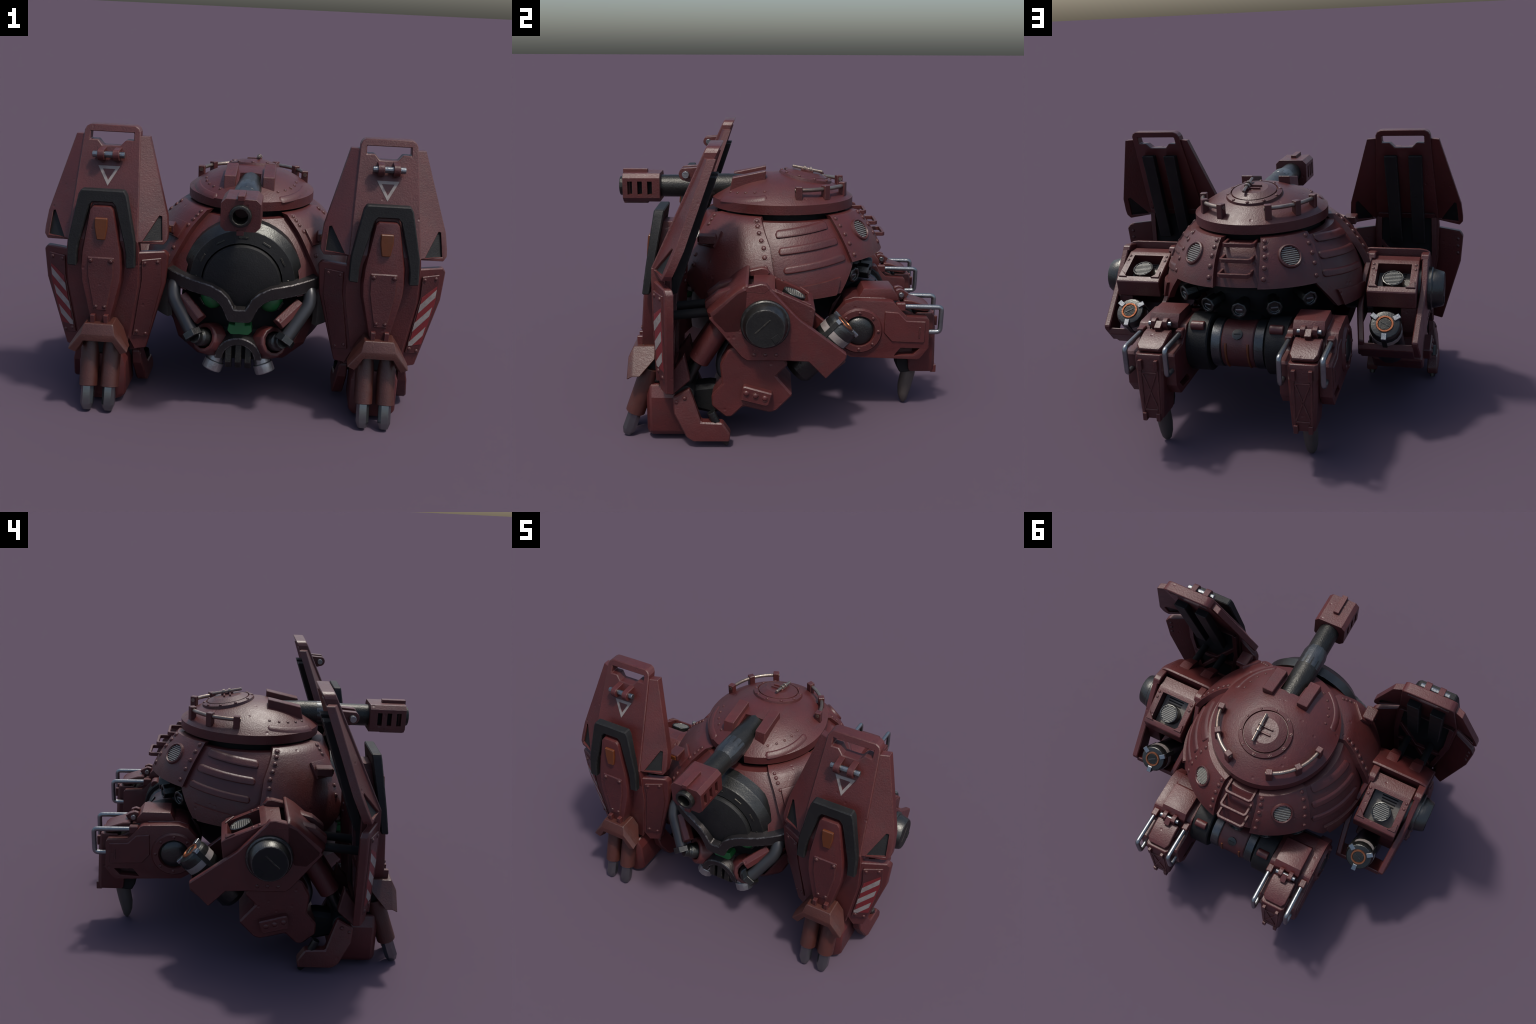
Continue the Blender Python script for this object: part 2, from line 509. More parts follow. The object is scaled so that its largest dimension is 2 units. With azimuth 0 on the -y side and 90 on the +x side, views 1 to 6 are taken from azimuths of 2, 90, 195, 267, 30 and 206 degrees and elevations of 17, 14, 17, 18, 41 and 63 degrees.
# recessed plates front (under the turret, behind the face ring) and rear (ladder)
front_panel = patch("front_panel", lambda z: fe(z) + 2, lambda z: -180 - fe(z) - 2, const(0.52), const(0.952), FRONT, -0.030, 0.03, red, body, 28, 14)
patch("ladder_panel", lambda z: vi(z) - 2, lambda z: 180 - vi(z) + 2, const(0.766), const(0.950), REAR, -0.026, 0.035, red, body, 10, 10)
for k, (y0, y1, z, hw) in enumerate([(0.400, 0.474, 0.952, 0.079), (0.455, 0.534, 0.894, 0.079), (0.490, 0.575, 0.834, 0.080)]):
    w, t = hw, 0.013
    pl = [(-w, y0 - 0.02), (-w, y1 - 0.012), (-w + 0.012, y1), (w - 0.012, y1), (w, y1 - 0.012), (w, y0 - 0.02),
          (w - t, y0 - 0.02), (w - t, y1 - t - 0.006), (w - t - 0.006, y1 - t), (-w + t + 0.006, y1 - t), (-w + t, y1 - t - 0.006), (-w + t, y0 - 0.02)]
    slab("ladder_rung", pl, lambda x, y, z=z: (x, y, z + 0.010), lambda x, y, z=z: (x, y, z - 0.010), red, body, 0.002)

# hexagonal nuts under the rear visor
for x in (-0.315, -0.165, 0.0, 0.165, 0.315):
    y = CY + sqrt(0.478 ** 2 - x * x) * 1.02
    c = V((x, y, 0.645 + 0.30 * x * x))
    n = V((x, y - CY, -0.03)).normalized()
    lathe("hex_nut", [(0.030, -0.16), (0.030, -0.055), (0.041, -0.05), (0.041, 0.008), (0.037, 0.014), (0.027, 0.014), (0.025, 0.002), (0, 0.002)], c, n, dark_metal, body, 8, 0.002)
    box("nut_slot", c + n * 0.004, (0.036, 0.007, 0.006), bright_metal, body, basis(n), 0.001)

# shoulders: dark joints linking ball and front legs
for sx in (1, -1):
    cyl("shoulder_joint", (sx * 0.42, -0.06, 0.58), (sx * 0.56, -0.06, 0.585), 0.11, dark_metal, body, seg=24)
# ------------------------------------------------------------------ face
FZ = 0.662
face = lathe("face_ring", [(0.305, 0.40), (0.302, 0.455), (0.298, 0.461), (0.268, 0.492), (0.263, 0.500), (0.203, 0.520), (0.198, 0.505), (0.192, 0.40)], (0, 0, FZ), (0, -1, 0), dark_metal, root, 48, closed=True, angle=25)
face.data.materials.clear()
face.data.materials.append(dark_metal)
lathe("ring_face", [(0.267, 0.480), (0.262, 0.5025), (0.204, 0.5225), (0.199, 0.48)], (0, 0, FZ), (0, -1, 0), black, face, 48, closed=True, angle=25)
lathe("face_disc", [(0, 0.44), (0.196, 0.44), (0.196, 0.532), (0.189, 0.545), (0.14, 0.562), (0.08, 0.574), (0, 0.579)], (0, 0, FZ), (0, -1, 0), black, face, 48, angle=25)
for k in range(12):
    a = radians(30 * k)
    if -3.3 < sin(a) * 2 < -1.1:
        continue
    c = V((0.230 * cos(a), -0.5145, FZ + 0.230 * sin(a)))
    R = Matrix.Rotation(-a, 3, 'Y') @ Matrix.Rotation(radians(16), 3, 'Z')
    box("ring_slot", c, (0.010, 0.005, 0.046), gun_metal, face, R, 0.0015)

under_brow = [(-0.5, 0.61), (-0.16, 0.60), (-0.09, 0.57), (-0.03, 0.50), (0.03, 0.50), (0.09, 0.57), (0.16, 0.60), (0.5, 0.61), (0.5, 0.2), (-0.5, 0.2)]
cut(front_panel, [cyl("cutter", (0, -0.9, FZ), (0, -0.1, FZ), 0.285, black, None, seg=48, bevel=0), slab("cutter", under_brow, lambda x, z: (x, -0.8, z), lambda x, z: (x, -0.2, z), black, None)])
for o in [face] + [o for o in ALL() if o.name in ("ring_face", "face_disc")]:
    cut(o, [slab("cutter", under_brow, lambda x, z: (x, -0.8, z), lambda x, z: (x, -0.2, z), black, None)])
BY = lambda x: -0.609 + 0.97 * x * x
bt = [(0.0, 0.546), (0.027, 0.546), (0.059, 0.604), (0.093, 0.634), (0.150, 0.660), (0.255, 0.672), (0.36, 0.690), (0.43, 0.700)]
bb = [(0.43, 0.632), (0.36, 0.625), (0.257, 0.607), (0.14, 0.595), (0.098, 0.566), (0.075, 0.520), (0.062, 0.487), (0.052, 0.480), (0.0, 0.480)]
def dens(pl):
    out = []
    for a, b in zip(pl, pl[1:]):
        for i in range(3):
            out.append((a[0] + (b[0] - a[0]) * i / 3, a[1] + (b[1] - a[1]) * i / 3))
    return out + [pl[-1]]
# brow band in vertical strips so that it follows the curve
xs = [0.0, 0.027, 0.045, 0.06, 0.075, 0.093, 0.12, 0.15, 0.20, 0.255, 0.31, 0.36, 0.43]
ft, fb = lerp_t(bt), lerp_t([(x, z) for x, z in bb])
secs = []
for x in [-v for v in xs[:0:-1]] + xs:
    ax = abs(x)
    y = BY(ax) if ax < 0.37 else BY(0.37) + (ax - 0.37) * 1.3
    secs.append([(x, y, fb(ax)), (x, y, ft(ax)), (x * 0.95, y + 0.055, ft(ax) + 0.012), (x * 0.95, y + 0.055, fb(ax) + 0.006)])
loft("brow_band", secs, brow_metal, face, 0.004)

face_ball = lathe("mask", [(0, 0.56), (0.15, 0.535), (0.26, 0.47), (0.33, 0.37), (0.33, 0.2), (0, 0.2)], (0, 0.06, 0.50), (0, -1, -0.05), matt_black, face, 40, angle=70)
for sx in (1, -1):
    lathe("eye_lens", [(0.062 * sin(t * pi / 16), 0.062 * cos(t * pi / 16)) for t in range(0, 13)], (sx * 0.147, -0.472, 0.562), (sx * 0.22, -1, 0.05), green, face, 28, angle=80)
chin = [(-0.026, 0.475), (0.026, 0.475), (0.024, 0.438), (0.056, 0.444), (0.063, 0.410), (0.045, 0.39), (-0.045, 0.39), (-0.063, 0.410), (-0.056, 0.444), (-0.024, 0.438)]
slab("chin_light", chin, lambda x, z: (x, -0.540 - (0.45 - z) * 0.1, z), lambda x, z: (x, -0.45, z), green, face, 0.003)
# muzzle: arch guard with grille bars
def arch(r0, r1, n=18, zc=0.272, sq=0.94):
    o = [(r1 * cos(pi * i / n), zc + r1 * sq * sin(pi * i / n)) for i in range(n + 1)]
    i_ = [(r0 * cos(pi * i / n), zc + r0 * sq * sin(pi * i / n)) for i in range(n, -1, -1)]
    return o + i_
slab("mouth_guard", arch(0.080, 0.120), lambda x, z: (x, -0.588 + (z - 0.27) * 0.05, z), lambda x, z: (x * 0.97, -0.49, z + 0.024), brow_metal, face, 0.004)
slab("mouth_backing", [(0.105 * cos(pi * i / 14), 0.255 + 0.105 * sin(pi * i / 14)) for i in range(15)], lambda x, z: (x, -0.535, z), lambda x, z: (x, -0.40, z), matt_black, face)
for x in (-0.05, 0.0, 0.05):
    loft("grille_bar", [[(x - 0.016, -0.572, 0.352), (x + 0.016, -0.572, 0.352), (x + 0.016, -0.52, 0.352), (x - 0.016, -0.52, 0.352)],
                        [(x - 0.016, -0.588, 0.255), (x + 0.016, -0.588, 0.255), (x + 0.016, -0.53, 0.245), (x - 0.016, -0.53, 0.245)],
                        [(x - 0.016, -0.555, 0.212), (x + 0.016, -0.555, 0.212), (x + 0.016, -0.50, 0.225), (x - 0.016, -0.50, 0.225)]], gun_metal, face, 0.003)
loft("jaw", [[(-0.17, -0.50, 0.40), (0.17, -0.50, 0.40), (0.24, -0.38, 0.42), (-0.24, -0.38, 0.42)],
             [(-0.15, -0.50, 0.27), (0.15, -0.50, 0.27), (0.22, -0.36, 0.22), (-0.22, -0.36, 0.22)],
             [(-0.10, -0.44, 0.225), (0.10, -0.44, 0.225), (0.14, -0.34, 0.18), (-0.14, -0.34, 0.18)]], matt_black, face, 0.02)
for sx in (1, -1):
    S = lambda x, y, z: V((sx * x, y, z))
    # exhaust nozzles
    d = S(0.35, -0.22, -0.9).normalized()
    lathe("exhaust_nozzle", [(0.038, -0.10), (0.043, -0.02), (0.043, 0.0), (0.052, 0.002), (0.053, 0.046), (0.047, 0.052), (0.032, 0.052), (0.030, 0.02), (0, 0.02)], S(0.122, -0.515, 0.232), d, pale_metal, face, 12, 0.002)
    # breathing hose
    hp = fillet([S(0.315, -0.40, 0.655), S(0.345, -0.478, 0.618), S(0.342, -0.515, 0.560), S(0.228, -0.612, 0.402)], 0.06, 8)
    tube("breathing_hose", hp, 0.034, rubber, face, 20)
    # clamp, coupling and red cup
    hd = (S(0.228, -0.612, 0.402) - S(0.342, -0.515, 0.560)).normalized()
    lathe("hose_clamp", [(0.030, -0.018), (0.052, -0.018), (0.052, 0.016), (0.030, 0.016)], S(0.232, -0.608, 0.402), hd, dark_metal, face, 6, 0.002, closed=True)
    cd = S(0.06, -0.08, 0.04).normalized()
    lathe("hose_coupling", [(0.0, -0.10), (0.046, -0.10), (0.046, -0.01), (0.036, 0.0), (0.036, 0.03), (0, 0.03)], S(0.205, -0.59, 0.385), cd, dark_metal, face, 14, 0.003)
    lathe("cheek_cup", [(0.050, -0.10), (0.088, -0.10), (0.080, -0.03), (0.072, -0.02), (0.055, -0.02)], S(0.192, -0.572, 0.375), cd, red, face, 12, 0.003, closed=True)
    # red cheek bar beside the hose
    a0, a1 = S(0.300, -0.505, 0.565), S(0.195, -0.60, 0.483)
    ax = (a1 - a0).normalized()
    u = ax.cross(V((0, -1, 0.3))).normalized()
    w = u.cross(ax)
    if w.y > 0:
        w = -w
    loft("cheek_bar", [[p + u * 0.030 - w * 0.03, p + u * 0.030 + w * 0.008, p + u * 0.0 + w * 0.022, p - u * 0.030 + w * 0.008, p - u * 0.030 - w * 0.03] for p in (a0, a1)], red, face, 0.003)
    # outer cheek pad below
    loft("cheek_pad", [[S(0.33, -0.40, 0.44), S(0.40, -0.33, 0.46), S(0.40, -0.25, 0.44), S(0.30, -0.30, 0.42)],
                       [S(0.26, -0.50, 0.33), S(0.33, -0.42, 0.31), S(0.33, -0.30, 0.30), S(0.22, -0.36, 0.30)],
                       [S(0.17, -0.47, 0.245), S(0.22, -0.42, 0.215), S(0.22, -0.33, 0.20), S(0.14, -0.36, 0.20)]], red_deep, face, 0.01)

# ------------------------------------------------------------------ turret dome
TC = V((0, 0.03, 0))
DR, DZ0, DZ1, DH, DX = 0.374, 0.985, 1.032, 0.124, 0.908
CAPR = (DR * DR + DH * DH) / (2 * DH)
def dome_z(x, y):
    r2 = (x / DX) ** 2 + (y - TC.y) ** 2
    return DZ1 + DH - CAPR + sqrt(CAPR * CAPR - r2)
prof = [(0, DZ0), (DR, DZ0), (DR, DZ1)]
for i in range(1, 15):
    r = DR * (1 - i / 14)
    prof.append((r, dome_z(0, TC.y + r)))
turret = lathe("turret_dome", prof, TC, (0, 0, 1), red, root, 64, angle=30)
for v in turret.data.vertices:
    v.co.x *= DX
cut(turret, [hidden_box((0, -0.32, 1.1), (0.112, 0.40, 0.4))])
box("slot_liner", (0, -0.13, 1.035), (0.105, 0.04, 0.08), matt_black, turret)
def capn(x, y):
    return V((x / DX ** 2, y - TC.y, dome_z(x, y) - (DZ1 + DH - CAPR))).normalized()

for sx in (1, -1):
    x0, x1 = sx * 0.070, sx * 0.131
    xslab("mantlet_block", [(-0.250, 1.06), (-0.232, 1.140), (-0.058, 1.176), (-0.060, 1.10)], x0, x1, red, turret, 0.003)
    # handrail
    ang = [6, 35.5, 66]
    rr, ry = 0.288, 0.077
    pts = []
    for i in range(25):
        a = radians(2 + (70 - 2) * i / 24)
        pts.append((sx * rr * cos(a), ry + rr * sin(a), 1.101))
    tube("handrail", pts, 0.0105, worn_rail, turret, 10)
    for a in ang:
        a = radians(a)
        px_, py_ = sx * rr * cos(a), ry + rr * sin(a)
        R = Matrix.Rotation(atan2(py_ - ry, px_), 3, 'Z')
        box("rail_post", (px_, py_, 1.083), (0.034, 0.034, 0.074), red, turret, R, 0.003)
    # embossed arc and rivets near the front rim
    bm = bmesh.new()
    rows = []
    NA, NC, W = 30, 6, 0.017
    for i in range(NA + 1):
        s = i / NA
        a = radians(-56 + 56 * s)
        d = min(s, 1 - s) * 0.28
        w = W * sqrt(max(1 - (max(0, W - d) / W) ** 2, 0)) if d < W else W
        row = []
        for j in range(NC + 1):
            t = -1 + 2 * j / NC
            r = 0.287 + t * w
            x, y = sx * r * cos(a), -0.05 + r * sin(a)
            row.append(bm.verts.new((x, y, dome_z(x, y) + 0.007 * (1 - t ** 4) * min(1, d / 0.01) - 0.001)))
        rows.append(row)
    for i in range(NA):
        for j in range(NC):
            bm.faces.new((rows[i][j], rows[i + 1][j], rows[i + 1][j + 1], rows[i][j + 1]))
    finish(bm, "embossed_arc", red, turret, angle=80)
    for k in range(5):
        a = radians(-51.6 + 12.1 * k)
        x, y = sx * 0.242 * cos(a), -0.05 + 0.242 * sin(a)
        rivet((x, y, dome_z(x, y)), capn(x, y), 0.0075, red, turret)

# hatch
hy = 0.156
hn = capn(0, hy)
ho = V((0, hy, dome_z(0, hy) + 0.006))
lathe("hatch", [(0.145, -0.03), (0.140, -0.011), (0.120, -0.004), (0.117, -0.013), (0.114, -0.013), (0.112, -0.003), (0.072, 0.011), (0.070, 0.0115), (0, 0.0115)], ho, hn, red, turret, 48, angle=7)
ha, hb, _ = frame_of(hn, (0, 1, 0))
for k in range(10):
    a = 2 * pi * (k + 0.5) / 10
    rivet(ho + (ha * cos(a) + hb * sin(a)) * 0.130 - hn * 0.0075, hn, 0.0075, red, turret)
Rh = Matrix((ha, hb, hn)).transposed()
sgn = 1 if ha.x > 0 else -1
hc = ho + ha * (0.030 * sgn) + hn * 0.026
cyl("hatch_handle", hc - hb * 0.082, hc + hb * 0.082, 0.0085, worn_rail, turret, seg=10)
for o in (-0.016, 0.016):
    lathe("handle_clamp", [(0.008, -0.006), (0.015, -0.006), (0.015, 0.006), (0.008, 0.006)], hc + hb * o, hb, worn_rail, turret, 12, 0.001, closed=True)
    box("handle_bracket", hc + hb * o - ha * (0.030 * sgn) - hn * 0.011, (0.075, 0.009, 0.012), red, turret, Rh, 0.002)
box("handle_pad", hc - hn * 0.010, (0.026, 0.066, 0.014), red, turret, Rh, 0.003)

# ------------------------------------------------------------------ gun
GZ = 1.078
barrel = lathe("gun_barrel", [(0, 0.0), (0.062, 0.0), (0.064, 0.10), (0.066, 0.12), (0.0665, 0.27), (0.059, 0.275), (0.059, 0.52), (0, 0.52)], (0, -0.11, GZ), (0, -1, 0), gun_metal, root, 24, angle=25)
lathe("barrel_sleeve", [(0.058, 0), (0.068, 0.004), (0.069, 0.10), (0.060, 0.14), (0.057, 0.14)], (0, -0.325, GZ), (0, -1, 0), axle_metal, barrel, 12, 0.002, closed=True)
def chbox(hw, hh, ch):
    return [(-hw + ch, -hh), (hw - ch, -hh), (hw, -hh + ch), (hw, hh - ch), (hw - ch, hh), (-hw + ch, hh), (-hw, hh - ch), (-hw, -hh + ch)]
brake = slab("muzzle_brake", chbox(0.091, 0.075, 0.022), lambda x, z: (x, -0.810, GZ + z), lambda x, z: (x, -0.615, GZ + z), red, barrel, 0.0012)
cut(brake, [hidden_box((sx * 0.100, y, GZ), (0.09, 0.025, 0.070)) for sx in (1, -1) for y in (-0.772, -0.720, -0.668)] + [cyl("cutter", (0, -0.86, GZ), (0, -0.72, GZ), 0.040, black, None, seg=20, bevel=0)])
box("brake_core", (0, -0.70, GZ), (0.118, 0.15, 0.085), matt_black, barrel)
cut(bpy.data.objects["brake_core"], [cyl("cutter", (0, -0.86, GZ), (0, -0.66, GZ), 0.035, black, None, seg=20, bevel=0)])
for s in (1, -1):
    box("sight_block", (0, -0.752, GZ + s * 0.080), (0.032, 0.13, 0.024), red, barrel, None, 0.002)
lathe("muzzle_ring", [(0.034, 0.0), (0.052, 0.0), (0.052, 0.042), (0.047, 0.046), (0.036, 0.046), (0.034, 0.040)], (0, -0.790, GZ), (0, -1, 0), gun_metal, barrel, 14, 0.0015, closed=True)
lathe("bore", [(0, 0.0), (0.036, 0.0), (0.036, 0.12), (0.034, 0.12), (0.034, 0.004), (0, 0.004)], (0, -0.68, GZ), (0, -1, 0), matt_black, barrel, 20)

# ------------------------------------------------------------------ shield (+x), mirrored later
SX = 0.69
def yf(z):
    return -0.312 - 0.470 * (1.376 - z) if z > 0.85 else -0.5592
H = lerp_t([(0.27, 0.115), (0.35, 0.128), (0.62, 0.176), (0.83, 0.180), (0.85, 0.174), (1.38, 0.136)])

hole = [(-0.110, 1.347), (0.110, 1.347), (0.110, 1.308), (0.070, 1.309), (0.045, 1.282), (-0.045, 1.282), (-0.070, 1.309), (-0.110, 1.308)]
outer = [(-0.174, 0.848), (-0.141, 1.352), (-0.132, 1.370), (-0.112, 1.380), (0.112, 1.380), (0.132, 1.370), (0.141, 1.352), (0.174, 0.848)]
shield = slab("shield", [outer, hole], lambda a, z: (SX + a, yf(z), z), lambda a, z: (SX + a, yf(z) + 0.062, z), red, root, 0.004)
# lower middle plate with a recessed back
zz = [0.852, 0.80, 0.70, 0.62, 0.48, 0.35, 0.30]
loft("shield_center_plate", [[(SX - H(z), yf(z) + 0.0008, z), (SX + H(z), yf(z) + 0.0008, z), (SX + H(z), yf(z) + 0.062, z), (SX - H(z), yf(z) + 0.062, z)] for z in zz], red, shield, 0.003)
def wing_y(a, z):
    return yf(z) + 0.005 + (0.50 if z > 0.81 else 0.54) * max(0.0, abs(a) - H(z))
def wing(sgn, pts, name, th, hole=None, mat=red, lift=0.0, back=None, bevel=0.005):
    loops = [[(sgn * a, z) for a, z in pts]]
    if hole:
        loops.append([(sgn * a, z) for a, z in hole])
    return slab(name, loops, lambda a, z: (SX + a, wing_y(a, z) - lift, z), lambda a, z: (SX + a, wing_y(a, z) + (th if back is None else back), z), mat, shield, bevel)
win = [(0.262, 0.962), (0.274, 0.958), (0.285, 0.846), (0.193, 0.848)]
for sgn in (1, -1):
    wing(sgn, [(0.125, 1.30), (0.125, 1.332), (0.186, 1.330), (0.300, 0.957), (0.309, 0.880), (0.309, 0.848), (0.292, 0.826), (0.150, 0.842), (0.15, 0.95)], "upper_wing", 0.040, win)
    wing(sgn, win, "wing_window", 0.03, None, black, -0.014, bevel=0)
    wing(sgn, [(0.165, 0.795), (0.296, 0.790), (0.313, 0.768), (0.302, 0.62), (0.205, 0.268), (0.150, 0.270), (0.118, 0.35), (0.165, 0.62)], "lower_wing", 0.039)
    ins = [(0.192, 0.757), (0.283, 0.757), (0.283, 0.62), (0.217, 0.332), (0.145, 0.352), (0.192, 0.655)]
    wing(sgn, ins, "wing_plate", 0.01, None, red_deep, 0.005, bevel=0.003)
    for a, z in ((0.207, 0.738), (0.265, 0.738), (0.165, 0.372), (0.206, 0.352)):
        rivet((SX + sgn * a, wing_y(a, z) - 0.005, z), (sgn * 0.5, -1, 0), 0.0095, red_deep, shield)
    for z in (0.745, 0.705, 0.665):
        rivet((SX + sgn * 0.285, wing_y(0.285, z) + 0.039, z), (-sgn * 0.45, 1, 0), 0.010, red_deep, shield)
# hazard stripes on the outer lower wing plate
wing(1, [(0.200, 0.650), (0.276, 0.700), (0.276, 0.62), (0.228, 0.388), (0.160, 0.388), (0.196, 0.62)], "warning_patch", 0.003, None, bright_red, 0.0062, bevel=0)
for bar in ([(0.194, 0.612), (0.276, 0.682), (0.272, 0.640), (0.188, 0.566)],
            [(0.177, 0.515), (0.262, 0.590), (0.252, 0.541), (0.169, 0.467)],
            [(0.158, 0.411), (0.240, 0.484), (0.230, 0.436), (0.178, 0.389), (0.158, 0.391)]):
    wing(1, bar, "warning_stripe", 0.003, None, white, 0.0074, bevel=0)
# white triangle mark
tri_o = [(-0.055, 1.190), (0.055, 1.190), (0.0, 1.098)]
tri_i = [(-0.031, 1.176), (0.031, 1.176), (0.0, 1.124)]
slab("triangle_mark", [tri_o, tri_i], lambda a, z: (SX + a, yf(z) - 0.0016, z), lambda a, z: (SX + a, yf(z) + 0.004, z), white, shield)
# hinge at the top
cyl("hinge_pin", (SX - 0.080, -0.408, 1.247), (SX + 0.080, -0.408, 1.247), 0.0165, bright_metal, shield, seg=8, bevel=0.002)
for a in (-0.040, 0.036):
    pts = [(-0.355, 1.278), (-0.415, 1.274)] + [(-0.411 + 0.030 * cos(radians(t)), 1.247 + 0.030 * sin(radians(t))) for t in range(120, 271, 25)] + [(-0.395, 1.212), (-0.370, 1.222)]
    xslab("hinge_lug", pts, SX + a - 0.016, SX + a + 0.016, red, shield, 0.002)

# black arch guard
ay = lambda z: -0.548 - (1.09 - z) * 0.152
half_o = [(0.104, 1.098), (0.118, 1.075), (0.150, 0.92), (0.165, 0.85), (0.168, 0.728)]
half_i = [(0.123, 0.724), (0.121, 0.79), (0.112, 0.84), (0.064, 1.022), (0.048, 1.040)]
arch_l = [(a, z) for a, z in half_o + half_i] + [(-a, z) for a, z in reversed(half_o + half_i)]
slab("arch_guard", arch_l, lambda a, z: (SX + a, ay(z), z), lambda a, z: (SX + a, ay(z) + 0.046 - (1.09 - z) * 0.035, z), black, shield, 0.005)
# coffin-shaped cover
cy_ = lambda z: -0.570 - (1.02 - z) * 0.108
cover = [(0.045, 1.022), (0.060, 1.005), (0.098, 0.80), (0.104, 0.72), (0.100, 0.655), (0.046, 0.435)]
cover = cover + [(-a, z) for a, z in reversed(cover)]
slab("cover_plate", cover, lambda a, z: (SX + a * 0.93, cy_(z), z), lambda a, z: (SX + a * 1.06, yf(z) + 0.005, z), red, shield, 0.008, 2)
slab("cover_neck", [(0.054, 1.035), (0.095, 0.80), (0.10, 0.70), (0.045, 0.45), (-0.045, 0.45), (-0.10, 0.70), (-0.095, 0.80), (-0.054, 1.035)], lambda a, z: (SX + a, cy_(z) + 0.040, z), lambda a, z: (SX + a, yf(z) + 0.01, z), red, shield, 0.003)
ins = [(-0.066, 0.775), (0.066, 0.775), (0.064, 0.675), (0.032, 0.508), (-0.032, 0.508), (-0.064, 0.675)]
slab("cover_inset", ins, lambda a, z: (SX + a, cy_(z) - 0.007, z), lambda a, z: (SX + a, cy_(z) + 0.01, z), red_deep, shield, 0.005)
for a, z, r in ((-0.050, 0.755, 0.011), (0.050, 0.755, 0.011), (-0.022, 0.526, 0.009), (0.022, 0.526, 0.009)):
    rivet((SX + a, cy_(z) - 0.007, z), (0, -1, -0.2), r, red_deep, shield)
slab("amber_reflector", [(-0.031, 0.968), (0.031, 0.968), (0.031, 0.922), (0.020, 0.862), (-0.020, 0.862), (-0.031, 0.922)], lambda a, z: (SX + a, cy_(z) - 0.012, z), lambda a, z: (SX + a, cy_(z) + 0.01, z), amber, shield, 0.004)
for a in (-0.032, 0.034):
    box("cover_lug", (SX + a, cy_(0.46) - 0.006, 0.455), (0.022, 0.03, 0.07), red, shield, None, 0.002)
cyl("cover_pin", (SX - 0.055, -0.622, 0.440), (SX + 0.057, -0.622, 0.440), 0.012, dark_metal, shield, seg=10)

# back of the shield: twin black rails, dark recess, cross brace
for a0, a1, b0, b1 in ((-0.100, -0.033, -0.085, -0.02), (0.028, 0.097, 0.037, 0.105)):
    pl = [(a0, 1.238), (a1, 1.238), (b1, 0.715), (b0, 0.715)]
    slab("back_rail", pl, lambda a, z: (SX + a, yf(z) + 0.105, z), lambda a, z: (SX + a, yf(z) + 0.06, z), black, shield, 0.003)
    m0, m1 = a0 + 0.017, a1 - 0.015
    slab("rail_cover", [(m0, 1.205), (m1, 1.205), (m1 + 0.013, 0.93), (m0 + 0.013, 0.93)], lambda a, z: (SX + a, yf(z) + 0.108, z), lambda a, z: (SX + a, yf(z) + 0.10, z), matt_black, shield, 0.002)
bk = lambda z: yf(z) + 0.064
slab("back_recess", [(-0.140, 0.852), (0.140, 0.852), (0.146, 0.70), (0.138, 0.60), (0.098, 0.36), (-0.098, 0.36), (-0.138, 0.60), (-0.146, 0.70)], lambda a, z: (SX + a, bk(z) + 0.002, z), lambda a, z: (SX + a, bk(z) - 0.01, z), matt_black, shield)
def brace(p, q, w, t=0.02):
    p, q = V((p[0], p[1])), V((q[0], q[1]))
    d = (q - p).normalized()
    n = V((-d.y, d.x)) * w / 2
    pl = [tuple(p + n), tuple(q + n), tuple(q - n), tuple(p - n)]
    slab("cross_brace", pl, lambda a, z: (SX + a, bk(z) + t, z), lambda a, z: (SX + a, bk(z) - 0.004, z), red_deep, shield, 0.002)
for p, q, w in (((-0.155, 0.87), (0.155, 0.87), 0.03), ((-0.150, 0.86), (-0.155, 0.64), 0.028), ((0.150, 0.86), (0.155, 0.64), 0.028), ((-0.155, 0.66), (-0.108, 0.34), 0.028),
                ((0.155, 0.66), (0.108, 0.34), 0.028), ((-0.145, 0.545), (0.145, 0.545), 0.028), ((-0.145, 0.72), (0.112, 0.37), 0.024), ((-0.11, 0.345), (0.11, 0.345), 0.026)):
    brace(p, q, w)

# ------------------------------------------------------------------ front leg (+x)
OX, IX = 0.847, 0.488
hous = [(-0.325, 0.640), (-0.312, 0.600), (-0.250, 0.535), (-0.180, 0.540), (-0.145, 0.60), (-0.132, 0.777), (-0.145, 0.779), (-0.190, 0.752)]
leg = loft("leg_housing", [[(x, -0.12 + (y + 0.12) * k, 0.62 + (z - 0.62) * k) for y, z in hous] for x, k in ((IX, 0.90), (IX + 0.02, 0.97), (IX + 0.05, 1.0), (OX - 0.05, 1.0), (OX - 0.02, 0.97), (OX, 0.90))], red, root, 0.006, 2)
plate = [(-0.312, 0.612), (-0.180, 0.735), (-0.155, 0.746), (-0.055, 0.772), (0.095, 0.610), (0.315, 0.438), (0.312, 0.415), (0.220, 0.320), (0.140, 0.405), (0.045, 0.413), (-0.140, 0.413), (-0.165, 0.430)]
outer_x = lambda y, z: OX - 0.020 * max(0.0, (y - 0.05) / 0.25)
inner_x = lambda y, z: IX + 0.045 * max(0.0, (y - 0.05) / 0.25) + 0.045 * max(0.0, (z - 0.55) / 0.22)
for bend, th in ((outer_x, -0.032), (inner_x, 0.030)):
    bm = bmesh.new()
    add_slab(bm, [plate], lambda y, z: (0, y, z), lambda y, z: (th, y, z))
    for co, no in (((0, 0.05, 0), (0, 1, 0)), ((0, 0, 0.55), (0, 0, 1))):
        bmesh.ops.bisect_plane(bm, geom=bm.verts[:] + bm.edges[:] + bm.faces[:], plane_co=co, plane_no=no)
    for v in bm.verts:
        v.co.x += bend(v.co.y, v.co.z)
    finish(bm, "side_plate", red, leg, 0.005)
